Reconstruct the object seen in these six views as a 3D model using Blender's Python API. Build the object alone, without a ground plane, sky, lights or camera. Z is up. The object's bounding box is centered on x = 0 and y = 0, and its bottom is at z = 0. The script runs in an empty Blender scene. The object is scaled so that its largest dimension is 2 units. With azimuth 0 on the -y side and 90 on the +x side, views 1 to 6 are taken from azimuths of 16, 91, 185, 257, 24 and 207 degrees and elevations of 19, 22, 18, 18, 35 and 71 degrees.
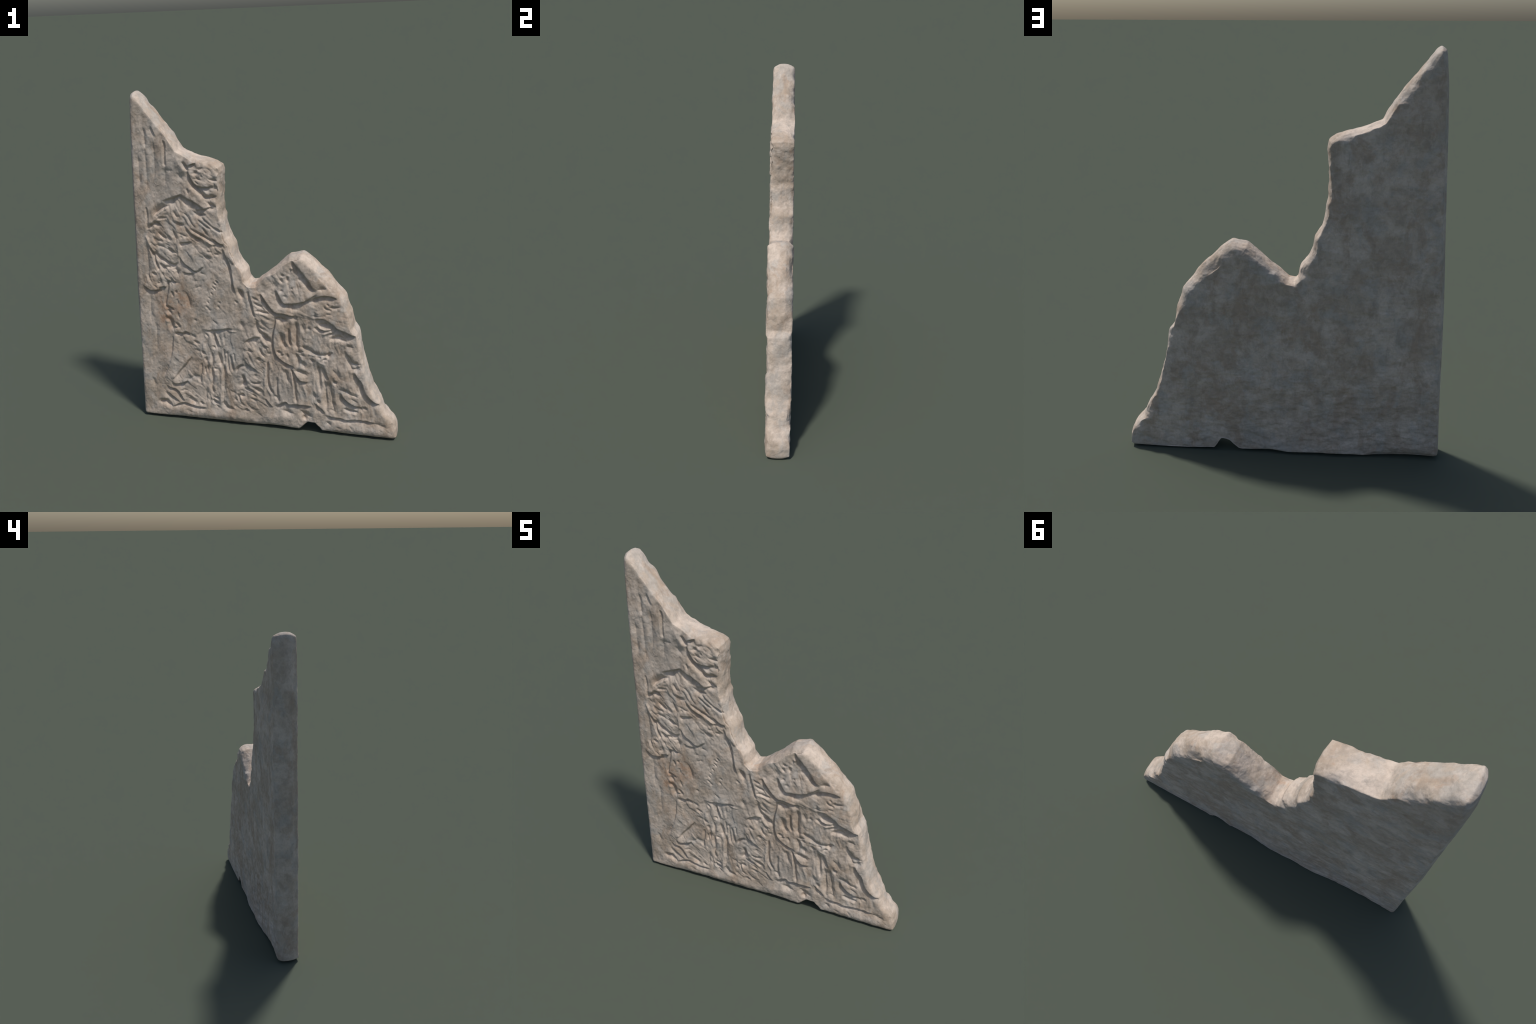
"""Broken marble relief fragment: an upright slab with a fractured outline,
carved on its front with a standing draped man, a child and a leaning draped woman."""
import bpy, bmesh, math
import numpy as np
from mathutils import Vector

RNG = np.random.default_rng(7)

# ------------------------------------------------------------------ numpy noise
PERM = RNG.permutation(512)
PERM = np.concatenate([PERM, PERM, PERM])
GRAD = RNG.normal(size=(512, 3))
GRAD /= np.linalg.norm(GRAD, axis=1)[:, None]


def noise3(p):
    """gradient noise, about -0.7..0.7"""
    i = np.floor(p).astype(int)
    f = p - i
    u = f * f * f * (f * (f * 6 - 15) + 10)
    i &= 511
    out = np.zeros(len(p))
    for dx in (0, 1):
        for dy in (0, 1):
            for dz in (0, 1):
                h = PERM[PERM[PERM[(i[:, 0] + dx) & 511] + ((i[:, 1] + dy) & 511)] + ((i[:, 2] + dz) & 511)]
                g = GRAD[h]
                d = f - np.array([dx, dy, dz])
                w = (u[:, 0] if dx else 1 - u[:, 0]) * (u[:, 1] if dy else 1 - u[:, 1]) * (u[:, 2] if dz else 1 - u[:, 2])
                out += w * (g * d).sum(1)
    return out


def fbm(p, scale, octaves=3, gain=0.5):
    s, a, out = 1.0 / scale, 1.0, 0
    for k in range(octaves):
        out = out + a * noise3(p * s + 17.3 * k)
        s *= 2.03
        a *= gain
    return out


def smoothstep(a, b, x):
    t = np.clip((x - a) / (b - a), 0, 1)
    return t * t * (3 - 2 * t)


# ------------------------------------------------------------------ slab outline
# control points of the broken outline, walked clockwise seen from the front:
# x, z, rounding of the front arris, rounding of the back arris, crown of the edge
LEFT_SIDE = [(-0.784, 0.022, .018, .016, .004), (-0.772, 0.25, .013, .008, .008), (-0.753, 0.80, .013, .008, .014),
             (-0.731, 1.25, .013, .008, .014), (-0.714, 1.65, .013, .008, .013), (-0.702, 1.85, .013, .008, .013),
             (-0.697, 1.955, .016, .018, .004)]
PEAK = [(-0.691, 1.981, .020, .022, .008), (-0.676, 1.990, .020, .020, .010), (-0.655, 1.966, .012, .020, .006),
        (-0.580, 1.868, .010, .024, .006), (-0.535, 1.815, .014, .032, .007), (-0.496, 1.769, .016, .038, .006),
        (-0.472, 1.728, .012, .036, .003), (-0.448, 1.680, .014, .022, .002)]
SHOULDER = [(-0.352, 1.639, .016, .028, .004), (-0.240, 1.612, .014, .036, .004), (-0.208, 1.592, .012, .020, .003),
            (-0.204, 1.565, .010, .012, .002), (-0.209, 1.530, .020, .012, .002), (-0.214, 1.450, .020, .012, .003),
            (-0.216, 1.335, .020, .016, .003), (-0.201, 1.255, .020, .016, .004), (-0.186, 1.190, .020, .014, .004),
            (-0.158, 1.136, .024, .022, .004), (-0.148, 1.085, .022, .020, .003), (-0.128, 1.040, .020, .018, .004),
            (-0.094, 0.990, .018, .018, .004), (-0.082, 0.934, .014, .012, .003)]
SADDLE = [(-0.060, 0.911, .012, .016, .002), (-0.026, 0.918, .014, .016, .002), (0.044, 0.976, .014, .014, .004),
          (0.113, 1.036, .016, .014, .004), (0.172, 1.087, .018, .018, .004)]
HUMP = [(0.241, 1.101, .022, .034, .005), (0.290, 1.062, .026, .034, .010), (0.366, 0.990, .028, .034, .010),
        (0.402, 0.947, .028, .034, .010), (0.428, 0.914, .026, .026, .010), (0.469, 0.863, .022, .016, .010),
        (0.505, 0.768, .018, .018, .010), (0.523, 0.683, .014, .014, .003), (0.548, 0.650, .014, .016, .004),
        (0.563, 0.588, .014, .012, .004), (0.578, 0.500, .014, .012, .004), (0.611, 0.382, .014, .012, .004),
        (0.634, 0.305, .014, .012, .004), (0.682, 0.226, .014, .022, .004), (0.706, 0.172, .016, .022, .003),
        (0.758, 0.110, .016, .022, .003), (0.775, 0.066, .012, .010, .003), (0.779, 0.020, .008, .008, .003)]
FOOT = [(0.766, 0.010, .012, .010, .008), (0.589, 0.007, .022, .008, .007), (0.490, 0.007, .022, .008, .007),
        (0.345, 0.016, .010, .008, .006), (0.308, 0.070, .006, .006, .002), (0.266, 0.066, .006, .008, .002),
        (0.210, 0.013, .008, .008, .006), (0.050, 0.014, .026, .012, .008), (-0.040, 0.009, .024, .008, .008),
        (-0.270, 0.009, .026, .012, .008), (-0.420, 0.007, .028, .012, .007), (-0.515, 0.010, .020, .036, .006),
        (-0.633, 0.014, .006, .052, .005), (-0.705, 0.014, .006, .044, .005), (-0.770, 0.014, .006, .024, .006)]
OUTLINE = LEFT_SIDE + PEAK + SHOULDER + SADDLE + HUMP + FOOT

Y_FRONT, Y_BACK = -0.069, 0.074
GROW = 0.005           # the rim stands this far outside the control points


def resample(rows, step):
    rows = np.array(rows, float)
    nxt = np.roll(rows, -1, 0)
    out = []
    for a, b in zip(rows, nxt):
        n = max(1, int(round(np.linalg.norm((b - a)[:2]) / step)))
        for k in range(n):
            out.append(a + (b - a) * k / n)
    return np.array(out)


def build_blank():
    """loft the outline through the thickness, then give it an even fine mesh"""
    ring = resample(OUTLINE, 0.012)
    t = np.roll(ring[:, :2], -2, 0) - np.roll(ring[:, :2], 2, 0)
    t /= np.linalg.norm(t, axis=1)[:, None]
    nrm = np.stack([-t[:, 1], t[:, 0]], 1)          # outward for the clockwise walk
    for _ in range(2):
        nrm = nrm + 0.5 * (np.roll(nrm, 1, 0) + np.roll(nrm, -1, 0))
        nrm /= np.linalg.norm(nrm, axis=1)[:, None]
    front, back, crown = ring[:, 2], ring[:, 3], ring[:, 4]
    # arrises are chipped unevenly; the dressed left side keeps its line
    at = np.stack([ring[:, 0], np.zeros(len(ring)), ring[:, 1]], 1)
    broken = smoothstep(0.0, 0.04, ring[:, 0] - (-0.785 + 0.047 * ring[:, 1])) * smoothstep(0.02, 0.08, ring[:, 1])
    front = front * (1 + broken * np.clip(1.6 * fbm(at + 2, 0.09, 2), -.6, 1.0))
    back = back * (1 + broken * np.clip(2.4 * fbm(at + 7, 0.08, 2), -.6, 1.5))
    stations = [(Y_FRONT, -front * 1.8), (Y_FRONT + .0012, -front * 1.3), (Y_FRONT + .004, -front * .85),
                (Y_FRONT + .010, -front * .45), (Y_FRONT + .022, -front * .12), (-.030, crown * .7), (0.0, crown), (.030, crown * .7),
                (Y_BACK - .022, -back * .15), (Y_BACK - .008, -back * .55), (Y_BACK, -back * 1.1)]
    bm = bmesh.new()
    loops = []
    for y, off in stations:
        xz = ring[:, :2] + nrm * (off + GROW)[:, None]
        loops.append([bm.verts.new((p[0], y, max(p[1], 0.0005))) for p in xz])
    n = len(ring)
    for a, b in zip(loops[:-1], loops[1:]):
        for i in range(n):
            j = (i + 1) % n
            bm.faces.new((a[i], a[j], b[j], b[i]))
    for loop, flip in ((loops[0], False), (loops[-1], True)):
        f = bm.faces.new(loop)
    bmesh.ops.triangulate(bm, faces=[f for f in bm.faces if len(f.verts) > 4], ngon_method='EAR_CLIP')
    bmesh.ops.recalc_face_normals(bm, faces=bm.faces)
    me = bpy.data.meshes.new("blank")
    bm.to_mesh(me)
    bm.free()
    ob = bpy.data.objects.new("blank", me)
    bpy.context.scene.collection.objects.link(ob)
    md = ob.modifiers.new("even_mesh", 'REMESH')
    md.mode = 'VOXEL'
    md.voxel_size = VOXEL
    sm = ob.modifiers.new("worn", 'SMOOTH')
    sm.factor = 0.5
    sm.iterations = 18
    dg = bpy.context.evaluated_depsgraph_get()
    out = bpy.data.meshes.new_from_object(ob.evaluated_get(dg))
    bpy.data.objects.remove(ob)
    bpy.data.meshes.remove(me)
    return out


VOXEL = 0.0028

# ------------------------------------------------------------------ carved relief
# the front is a height map in metres outwards, filled by carving strokes
CELL = 0.002
X0, Z0, NX, NZ = -0.85, -0.05, 850, 1060
RELIEF = np.zeros((NZ, NX))


def spline(points, step=0.004):
    p = np.array(points, float)
    if len(p) == 1:
        return p
    q = np.vstack([2 * p[0] - p[1], p, 2 * p[-1] - p[-2]])
    out = []
    for i in range(1, len(q) - 2):
        n = max(2, int(np.linalg.norm(q[i + 1] - q[i]) / step))
        s = (np.arange(n) / n)[:, None]
        out.append(0.5 * (2 * q[i] + (q[i + 1] - q[i - 1]) * s + (2 * q[i - 1] - 5 * q[i] + 4 * q[i + 1] - q[i + 2]) * s ** 2
                          + (3 * q[i] - q[i - 1] - 3 * q[i + 1] + q[i + 2]) * s ** 3))
    out.append(p[-1:])
    return np.vstack(out)


def near(points, reach):
    """window of the height map around a stroke: slice, signed distance (left positive), position along 0..1"""
    c = spline(points)
    lo, hi = c.min(0) - reach, c.max(0) + reach
    i0, i1 = max(0, int((lo[0] - X0) / CELL)), min(NX, int((hi[0] - X0) / CELL) + 2)
    k0, k1 = max(0, int((lo[1] - Z0) / CELL)), min(NZ, int((hi[1] - Z0) / CELL) + 2)
    gx, gz = np.meshgrid(X0 + CELL * np.arange(i0, i1), Z0 + CELL * np.arange(k0, k1))
    if len(c) == 1:
        return (slice(k0, k1), slice(i0, i1)), np.hypot(gx - c[0, 0], gz - c[0, 1]), None, None
    best = np.full(gx.shape, 9.0)
    sign = np.ones(gx.shape)
    along = np.zeros(gx.shape)
    seg = np.linalg.norm(np.diff(c, axis=0), axis=1)
    acc = np.concatenate([[0], np.cumsum(seg)])
    for a, b, l, s0 in zip(c[:-1], c[1:], seg, acc):
        d = (b - a) / max(l, 1e-9)
        rx, rz = gx - a[0], gz - a[1]
        t = np.clip(rx * d[0] + rz * d[1], 0, l)
        dist = np.hypot(rx - d[0] * t, rz - d[1] * t)
        m = dist < best
        best[m] = dist[m]
        sign[m] = np.sign(d[0] * rz - d[1] * rx + 1e-12)[m]
        along[m] = (s0 + t)[m]
    return (slice(k0, k1), slice(i0, i1)), best * sign, along / acc[-1], acc[-1]


def taper(along, ends=0.34):
    return smoothstep(-0.02, ends, along) * smoothstep(-0.02, ends, 1 - along)


def crease(points, width, depth):
    """a sharp groove between two rolls of cloth or stone, pointed at its ends; millimetres"""
    w, d = width * .001 * (1.1 if width < 6 else WIDE), depth * .001
    win, s, u, size = near(lengthen(points, 1.6 * w), 7 * w)
    k = taper(u, min(0.45, 4.5 * w / size))
    wk = w * (0.25 + 0.75 * k)
    a = np.abs(s)
    RELIEF[win] -= CUT * d * k * (np.exp(-a / (0.9 * wk)) + 0.35 * np.exp(-(a / (3.2 * w)) ** 2)
                                  - 0.25 * np.exp(-((a - 2.8 * w) / (1.3 * w)) ** 2))


def lengthen(points, by):
    p = [np.array(q, float) for q in points]
    a, b = p[0] - p[1], p[-1] - p[-2]
    p[0] = p[0] + a / np.linalg.norm(a) * by
    p[-1] = p[-1] + b / np.linalg.norm(b) * by
    return p


def ridge(points, width, height):
    w, h = width * .001 * WIDE, height * .001
    win, s, u, size = near(points, 4 * w)
    RELIEF[win] += CUT * h * taper(u, min(0.4, 3 * w / size)) * np.exp(-(np.abs(s) / w) ** 1.6)


def overhang(points, rise, fall, reach_up, reach_down, edge):
    """an edge with the raised side on the left of the walk and a hollow on the right (millimetres)"""
    a, b, wa, wb, e = (v * .001 for v in (rise, fall, reach_up * 2.1, reach_down * 1.5, edge * 1.4))
    win, s, u, size = near(points, 3 * max(wa, wb))
    up = 0.5 + 0.5 * np.tanh(s / e)
    RELIEF[win] += CUT * taper(u, min(0.35, 0.035 / size)) * (1.7 * a * up * np.exp(-(np.maximum(s, 0) / wa) ** 1.1)
                                           - 1.2 * b * (1 - up) * np.exp(-(np.maximum(-s, 0) / wb) ** 1.1))


def swell(points, radius, height):
    r, h = radius * .001, height * .001
    win, s, u, _ = near(points, 3 * r)
    RELIEF[win] += CUT * h * np.exp(-(s / r) ** 2)


def blur(a, sigma):
    fz = np.fft.fftfreq(a.shape[0], CELL)[:, None]
    fx = np.fft.fftfreq(a.shape[1], CELL)[None, :]
    return np.real(np.fft.ifft2(np.fft.fft2(a) * np.exp(-2 * (math.pi * sigma) ** 2 * (fx ** 2 + fz ** 2))))


CUT = 1.8
WIDE = 1.35

# panel
crease([(-0.628, 1.808), (-0.625, 1.783), (-0.625, 1.732), (-0.624, 1.707)], 5, 4)
crease([(-0.517, 1.739), (-0.512, 1.713), (-0.515, 1.677), (-0.516, 1.634), (-0.516, 1.600)], 4, 5)
crease([(-0.574, 1.733), (-0.576, 1.668), (-0.577, 1.610), (-0.579, 1.570), (-0.585, 1.526)], 9, 4)
crease([(-0.628, 1.684), (-0.629, 1.613), (-0.629, 1.540), (-0.633, 1.467)], 7, 3)
crease([(-0.671, 1.655), (-0.673, 1.568), (-0.675, 1.481)], 8, 3)
crease([(-0.518, 1.585), (-0.519, 1.542), (-0.521, 1.490)], 7, 3)
crease([(-0.650, 1.356), (-0.648, 1.311), (-0.653, 1.232)], 4, 4)
crease([(-0.665, 1.139), (-0.667, 1.064), (-0.668, 1.001), (-0.674, 0.917)], 6, 4)
crease([(-0.672, 0.817), (-0.677, 0.731), (-0.681, 0.651)], 7, 3)
crease([(-0.649, 0.637), (-0.653, 0.552), (-0.661, 0.463)], 6, 3)
crease([(-0.709, 0.274), (-0.699, 0.240), (-0.698, 0.212)], 6, 3)
overhang([(-0.585, 1.825), (-0.569, 1.794), (-0.559, 1.758)], 3, 4, 12, 12, 3)
ridge([(-0.449, 1.663), (-0.432, 1.618), (-0.411, 1.578), (-0.392, 1.544)], 14, 5)
overhang([(-0.550, 1.398), (-0.493, 1.414), (-0.421, 1.442)], 3, 10, 25, 18, 4)
crease([(-0.504, 1.574), (-0.480, 1.574)], 8, 3)
crease([(-0.443, 1.552), (-0.421, 1.527)], 10, 3)

# head
swell([(-0.287, 1.561)], 30, 5)
crease([(-0.413, 1.621), (-0.395, 1.596), (-0.384, 1.576)], 5, 8)
overhang([(-0.383, 1.593), (-0.364, 1.608), (-0.332, 1.618)], 4, 8, 10, 10, 2)
overhang([(-0.382, 1.579), (-0.377, 1.550), (-0.364, 1.522), (-0.342, 1.494), (-0.307, 1.483), (-0.242, 1.487)], 5, 9, 18, 9, 3)
crease([(-0.361, 1.559), (-0.326, 1.564)], 5, 6)
crease([(-0.325, 1.577), (-0.297, 1.592)], 4, 5)
crease([(-0.284, 1.575), (-0.276, 1.561)], 4, 3)
crease([(-0.309, 1.546), (-0.298, 1.540)], 4, 3)
crease([(-0.263, 1.530), (-0.240, 1.524), (-0.219, 1.522)], 6, 7)
crease([(-0.352, 1.531), (-0.310, 1.526)], 5, 5)
crease([(-0.349, 1.519), (-0.321, 1.500)], 4, 5)
crease([(-0.198, 1.579), (-0.199, 1.565), (-0.203, 1.553)], 8, 8)
crease([(-0.232, 1.499), (-0.222, 1.476), (-0.190, 1.480)], 8, 7)
ridge([(-0.383, 1.510), (-0.368, 1.470), (-0.340, 1.444), (-0.312, 1.419), (-0.296, 1.390)], 15, 8)
crease([(-0.360, 1.496), (-0.329, 1.465), (-0.305, 1.434), (-0.288, 1.422), (-0.258, 1.423), (-0.234, 1.430)], 7, 9)
crease([(-0.392, 1.475), (-0.388, 1.440)], 4, 4)
crease([(-0.289, 1.405), (-0.267, 1.385), (-0.232, 1.372)], 8, 9)
overhang([(-0.421, 1.442), (-0.402, 1.417), (-0.373, 1.406), (-0.335, 1.381), (-0.292, 1.355)], 5, 9, 14, 22, 5)
overhang([(-0.359, 1.350), (-0.311, 1.354), (-0.268, 1.368), (-0.236, 1.360)], 3, 6, 8, 8, 3)

# tunic
swell([(-0.489, 1.394)], 14, -7)
crease([(-0.605, 1.313), (-0.574, 1.344), (-0.547, 1.362), (-0.516, 1.369)], 8, 10)
ridge([(-0.595, 1.310), (-0.556, 1.338), (-0.516, 1.363)], 4, 4)
crease([(-0.650, 1.232), (-0.626, 1.251), (-0.600, 1.264), (-0.569, 1.253)], 6, 7)
ridge([(-0.638, 1.257), (-0.604, 1.285), (-0.577, 1.301)], 5, 4)
crease([(-0.591, 1.289), (-0.565, 1.299), (-0.534, 1.300)], 4, 4)
ridge([(-0.666, 1.195), (-0.646, 1.140), (-0.630, 1.103), (-0.616, 1.079)], 5, 5)
crease([(-0.624, 1.097), (-0.598, 1.067), (-0.556, 1.044), (-0.511, 1.015), (-0.488, 1.029)], 7, 8)
crease([(-0.644, 1.118), (-0.629, 1.078), (-0.617, 1.029), (-0.602, 0.985)], 4, 7)
crease([(-0.586, 1.210), (-0.562, 1.189), (-0.538, 1.178)], 5, 5)
crease([(-0.530, 1.200), (-0.520, 1.176), (-0.514, 1.164)], 5, 5)
crease([(-0.497, 1.226), (-0.487, 1.196), (-0.477, 1.159)], 6, 6)
crease([(-0.547, 1.147), (-0.517, 1.133)], 5, 5)
crease([(-0.543, 1.119), (-0.513, 1.102), (-0.483, 1.091)], 6, 7)
crease([(-0.596, 1.167), (-0.565, 1.156)], 4, 3)
crease([(-0.614, 1.135), (-0.568, 1.128), (-0.543, 1.116)], 5, 3)
crease([(-0.592, 1.024), (-0.566, 0.996), (-0.548, 0.988)], 6, 6)
crease([(-0.559, 1.009), (-0.528, 0.999)], 5, 5)
ridge([(-0.494, 1.298), (-0.455, 1.281), (-0.416, 1.280)], 6, 4)
crease([(-0.457, 1.263), (-0.429, 1.261)], 6, 5)
ridge([(-0.420, 1.265), (-0.392, 1.230), (-0.360, 1.207), (-0.322, 1.187), (-0.281, 1.162), (-0.255, 1.144)], 6, 6)
crease([(-0.385, 1.239), (-0.347, 1.216), (-0.312, 1.197), (-0.268, 1.168)], 4, 5)
crease([(-0.427, 1.258), (-0.402, 1.214), (-0.359, 1.183), (-0.341, 1.174)], 5, 4)
crease([(-0.368, 1.344), (-0.349, 1.327), (-0.328, 1.321), (-0.297, 1.325)], 6, 7)
crease([(-0.342, 1.297), (-0.307, 1.266), (-0.275, 1.246)], 4, 5)
crease([(-0.320, 1.307), (-0.291, 1.284), (-0.263, 1.258), (-0.234, 1.239), (-0.202, 1.222)], 4, 5)
crease([(-0.317, 1.250), (-0.304, 1.227), (-0.290, 1.209)], 4, 5)
crease([(-0.421, 1.333), (-0.399, 1.304), (-0.374, 1.266), (-0.357, 1.249)], 5, 4)
crease([(-0.487, 1.343), (-0.471, 1.314), (-0.460, 1.302)], 5, 4)
ridge([(-0.454, 1.335), (-0.430, 1.291)], 5, 4)
overhang([(-0.270, 1.192), (-0.244, 1.172), (-0.215, 1.155), (-0.191, 1.156)], 5, 9, 16, 9, 3)
crease([(-0.464, 1.215), (-0.434, 1.201), (-0.407, 1.193)], 5, 5)
crease([(-0.456, 1.194), (-0.441, 1.185)], 5, 4)
crease([(-0.362, 1.182), (-0.344, 1.174)], 6, 4)
overhang([(-0.468, 1.157), (-0.428, 1.158), (-0.384, 1.166)], 3, 7, 10, 10, 3)
swell([(-0.451, 1.145)], 10, -5)
ridge([(-0.472, 1.153), (-0.469, 1.104), (-0.472, 1.067)], 4, 5)
swell([(-0.380, 1.090)], 30, 6)
overhang([(-0.469, 1.073), (-0.443, 1.034), (-0.408, 1.005), (-0.372, 0.988), (-0.340, 1.008), (-0.320, 1.022)], 5, 8, 20, 9, 3)
overhang([(-0.463, 0.983), (-0.423, 0.971), (-0.379, 0.975)], 3, 6, 10, 12, 4)
crease([(-0.311, 1.075), (-0.287, 1.067)], 6, 5)
crease([(-0.302, 1.109), (-0.272, 1.104)], 4, 3)
crease([(-0.258, 1.096), (-0.234, 1.091)], 4, 3)
crease([(-0.264, 1.141), (-0.239, 1.145)], 4, 3)
crease([(-0.445, 0.850), (-0.432, 0.813), (-0.424, 0.748)], 8, 4)
crease([(-0.386, 0.883), (-0.347, 0.898)], 5, 3)
crease([(-0.392, 0.923), (-0.367, 0.931)], 5, 3)
crease([(-0.348, 0.976), (-0.324, 0.971)], 6, 4)
crease([(-0.261, 0.937), (-0.248, 0.919)], 3, 4)
crease([(-0.271, 0.918), (-0.258, 0.906)], 3, 4)
crease([(-0.279, 0.898), (-0.262, 0.877)], 3, 4)
crease([(-0.289, 0.888), (-0.274, 0.873)], 3, 3)
crease([(-0.293, 0.863), (-0.282, 0.844)], 3, 4)
crease([(-0.308, 0.833), (-0.299, 0.821)], 3, 3)
crease([(-0.317, 0.807), (-0.306, 0.789)], 3, 4)
crease([(-0.327, 0.778), (-0.312, 0.759)], 4, 4)
crease([(-0.313, 0.756), (-0.301, 0.744)], 5, 3)
crease([(-0.247, 0.805), (-0.239, 0.793)], 4, 3)
crease([(-0.255, 0.779), (-0.248, 0.764)], 4, 3)
crease([(-0.292, 0.686), (-0.262, 0.659)], 5, 3)
crease([(-0.406, 0.684), (-0.391, 0.672)], 5, 3)
overhang([(-0.350, 0.620), (-0.302, 0.620), (-0.255, 0.627), (-0.207, 0.637), (-0.169, 0.640)], 3, 6, 14, 8, 3)
ridge([(-0.208, 0.624), (-0.145, 0.622)], 4, 3)

# cloak
overhang([(-0.207, 1.131), (-0.189, 1.081), (-0.170, 1.030), (-0.161, 0.981), (-0.157, 0.947), (-0.153, 0.907), (-0.146, 0.863)], 5, 9, 16, 9, 3)
overhang([(-0.188, 1.102), (-0.160, 1.055), (-0.140, 1.034)], 3, 5, 10, 14, 6)
crease([(-0.129, 0.892), (-0.109, 0.858), (-0.108, 0.830)], 6, 6)
crease([(-0.118, 0.686), (-0.113, 0.651)], 8, 4)
crease([(-0.148, 0.818), (-0.130, 0.803)], 4, 3)

# hand
crease([(-0.519, 0.986), (-0.494, 0.988), (-0.487, 0.963), (-0.491, 0.950)], 6, 6)
overhang([(-0.709, 0.879), (-0.675, 0.855), (-0.643, 0.852), (-0.613, 0.859), (-0.606, 0.873), (-0.557, 0.882)], 5, 9, 14, 8, 3)
crease([(-0.649, 0.963), (-0.621, 0.952)], 5, 5)
crease([(-0.597, 0.931), (-0.593, 0.905)], 5, 7)
crease([(-0.619, 0.897), (-0.593, 0.902)], 6, 5)
crease([(-0.554, 0.911), (-0.519, 0.910), (-0.497, 0.908)], 9, 6)
crease([(-0.643, 0.886), (-0.613, 0.866)], 5, 4)
crease([(-0.581, 0.970), (-0.577, 0.948)], 5, 4)
swell([(-0.630, 0.926)], 14, 4)

# thigh
crease([(-0.553, 0.911), (-0.559, 0.856), (-0.573, 0.803), (-0.581, 0.760)], 4, 7)
crease([(-0.533, 0.854), (-0.527, 0.819)], 4, 5)
crease([(-0.506, 0.859), (-0.506, 0.843)], 4, 5)
crease([(-0.502, 0.808), (-0.499, 0.769)], 3, 2)
crease([(-0.580, 0.757), (-0.555, 0.746), (-0.527, 0.735)], 5, 5)
crease([(-0.566, 0.732), (-0.551, 0.713)], 6, 6)
crease([(-0.573, 0.682), (-0.555, 0.664), (-0.549, 0.628), (-0.541, 0.605)], 7, 9)
crease([(-0.524, 0.653), (-0.497, 0.625)], 5, 6)
crease([(-0.540, 0.618), (-0.500, 0.625)], 4, 4)
crease([(-0.505, 0.723), (-0.501, 0.681)], 5, 4)
swell([(-0.572, 0.702)], 9, 4)
swell([(-0.575, 0.659)], 10, 4)
crease([(-0.529, 0.582), (-0.477, 0.583), (-0.464, 0.591), (-0.442, 0.576)], 5, 7)
swell([(-0.495, 0.568)], 9, -4)
crease([(-0.432, 0.587), (-0.408, 0.562)], 5, 3)
crease([(-0.419, 0.541), (-0.382, 0.524)], 5, 4)

# leg
overhang([(-0.541, 0.578), (-0.550, 0.527), (-0.557, 0.479), (-0.568, 0.423), (-0.582, 0.377), (-0.603, 0.327), (-0.627, 0.279)], 3, 5, 10, 10, 3)
overhang([(-0.582, 0.269), (-0.553, 0.293), (-0.516, 0.342), (-0.480, 0.383), (-0.440, 0.438)], 3, 5, 20, 10, 3)
overhang([(-0.584, 0.242), (-0.540, 0.243), (-0.496, 0.257), (-0.472, 0.276)], 4, 9, 14, 9, 3)
overhang([(-0.622, 0.226), (-0.593, 0.212), (-0.560, 0.204), (-0.535, 0.182), (-0.518, 0.148), (-0.503, 0.121)], 4, 9, 10, 9, 3)
overhang([(-0.633, 0.175), (-0.610, 0.172), (-0.581, 0.152), (-0.549, 0.127), (-0.534, 0.115)], 3, 8, 10, 8, 3)
crease([(-0.670, 0.103), (-0.635, 0.114), (-0.619, 0.102), (-0.590, 0.083)], 6, 9)
overhang([(-0.590, 0.080), (-0.548, 0.102), (-0.514, 0.113), (-0.474, 0.107), (-0.428, 0.096), (-0.395, 0.094), (-0.362, 0.094)], 3, 10, 12, 7, 3)
crease([(-0.474, 0.149), (-0.448, 0.138), (-0.433, 0.115)], 7, 6)
crease([(-0.402, 0.132), (-0.390, 0.116)], 5, 5)
crease([(-0.527, 0.197), (-0.487, 0.205)], 5, 4)
crease([(-0.478, 0.272), (-0.437, 0.301), (-0.404, 0.307)], 6, 3)
crease([(-0.408, 0.485), (-0.382, 0.477)], 5, 3)

# skirt
crease([(-0.339, 0.597), (-0.327, 0.578)], 4, 4)
crease([(-0.291, 0.601), (-0.281, 0.556), (-0.271, 0.503)], 6, 7)
ridge([(-0.281, 0.605), (-0.262, 0.550), (-0.251, 0.518)], 4, 5)
crease([(-0.302, 0.517), (-0.284, 0.502)], 5, 4)
crease([(-0.363, 0.478), (-0.361, 0.462)], 5, 5)
crease([(-0.348, 0.439), (-0.348, 0.412)], 5, 6)
crease([(-0.378, 0.399), (-0.386, 0.326), (-0.395, 0.294), (-0.390, 0.271)], 5, 5)
crease([(-0.340, 0.386), (-0.342, 0.348)], 5, 5)
crease([(-0.357, 0.377), (-0.357, 0.329)], 4, 4)
crease([(-0.360, 0.228), (-0.365, 0.154)], 5, 3)
crease([(-0.309, 0.473), (-0.310, 0.405), (-0.316, 0.354), (-0.314, 0.285), (-0.323, 0.249), (-0.312, 0.205)], 5, 6)
crease([(-0.267, 0.477), (-0.260, 0.427), (-0.256, 0.393)], 6, 7)
ridge([(-0.253, 0.394), (-0.255, 0.291), (-0.267, 0.203), (-0.268, 0.122)], 6, 5)
crease([(-0.237, 0.388), (-0.243, 0.292), (-0.249, 0.205), (-0.249, 0.124)], 6, 6)
crease([(-0.232, 0.503), (-0.233, 0.412)], 4, 4)
crease([(-0.216, 0.491), (-0.211, 0.397), (-0.207, 0.357)], 4, 4)
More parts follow.
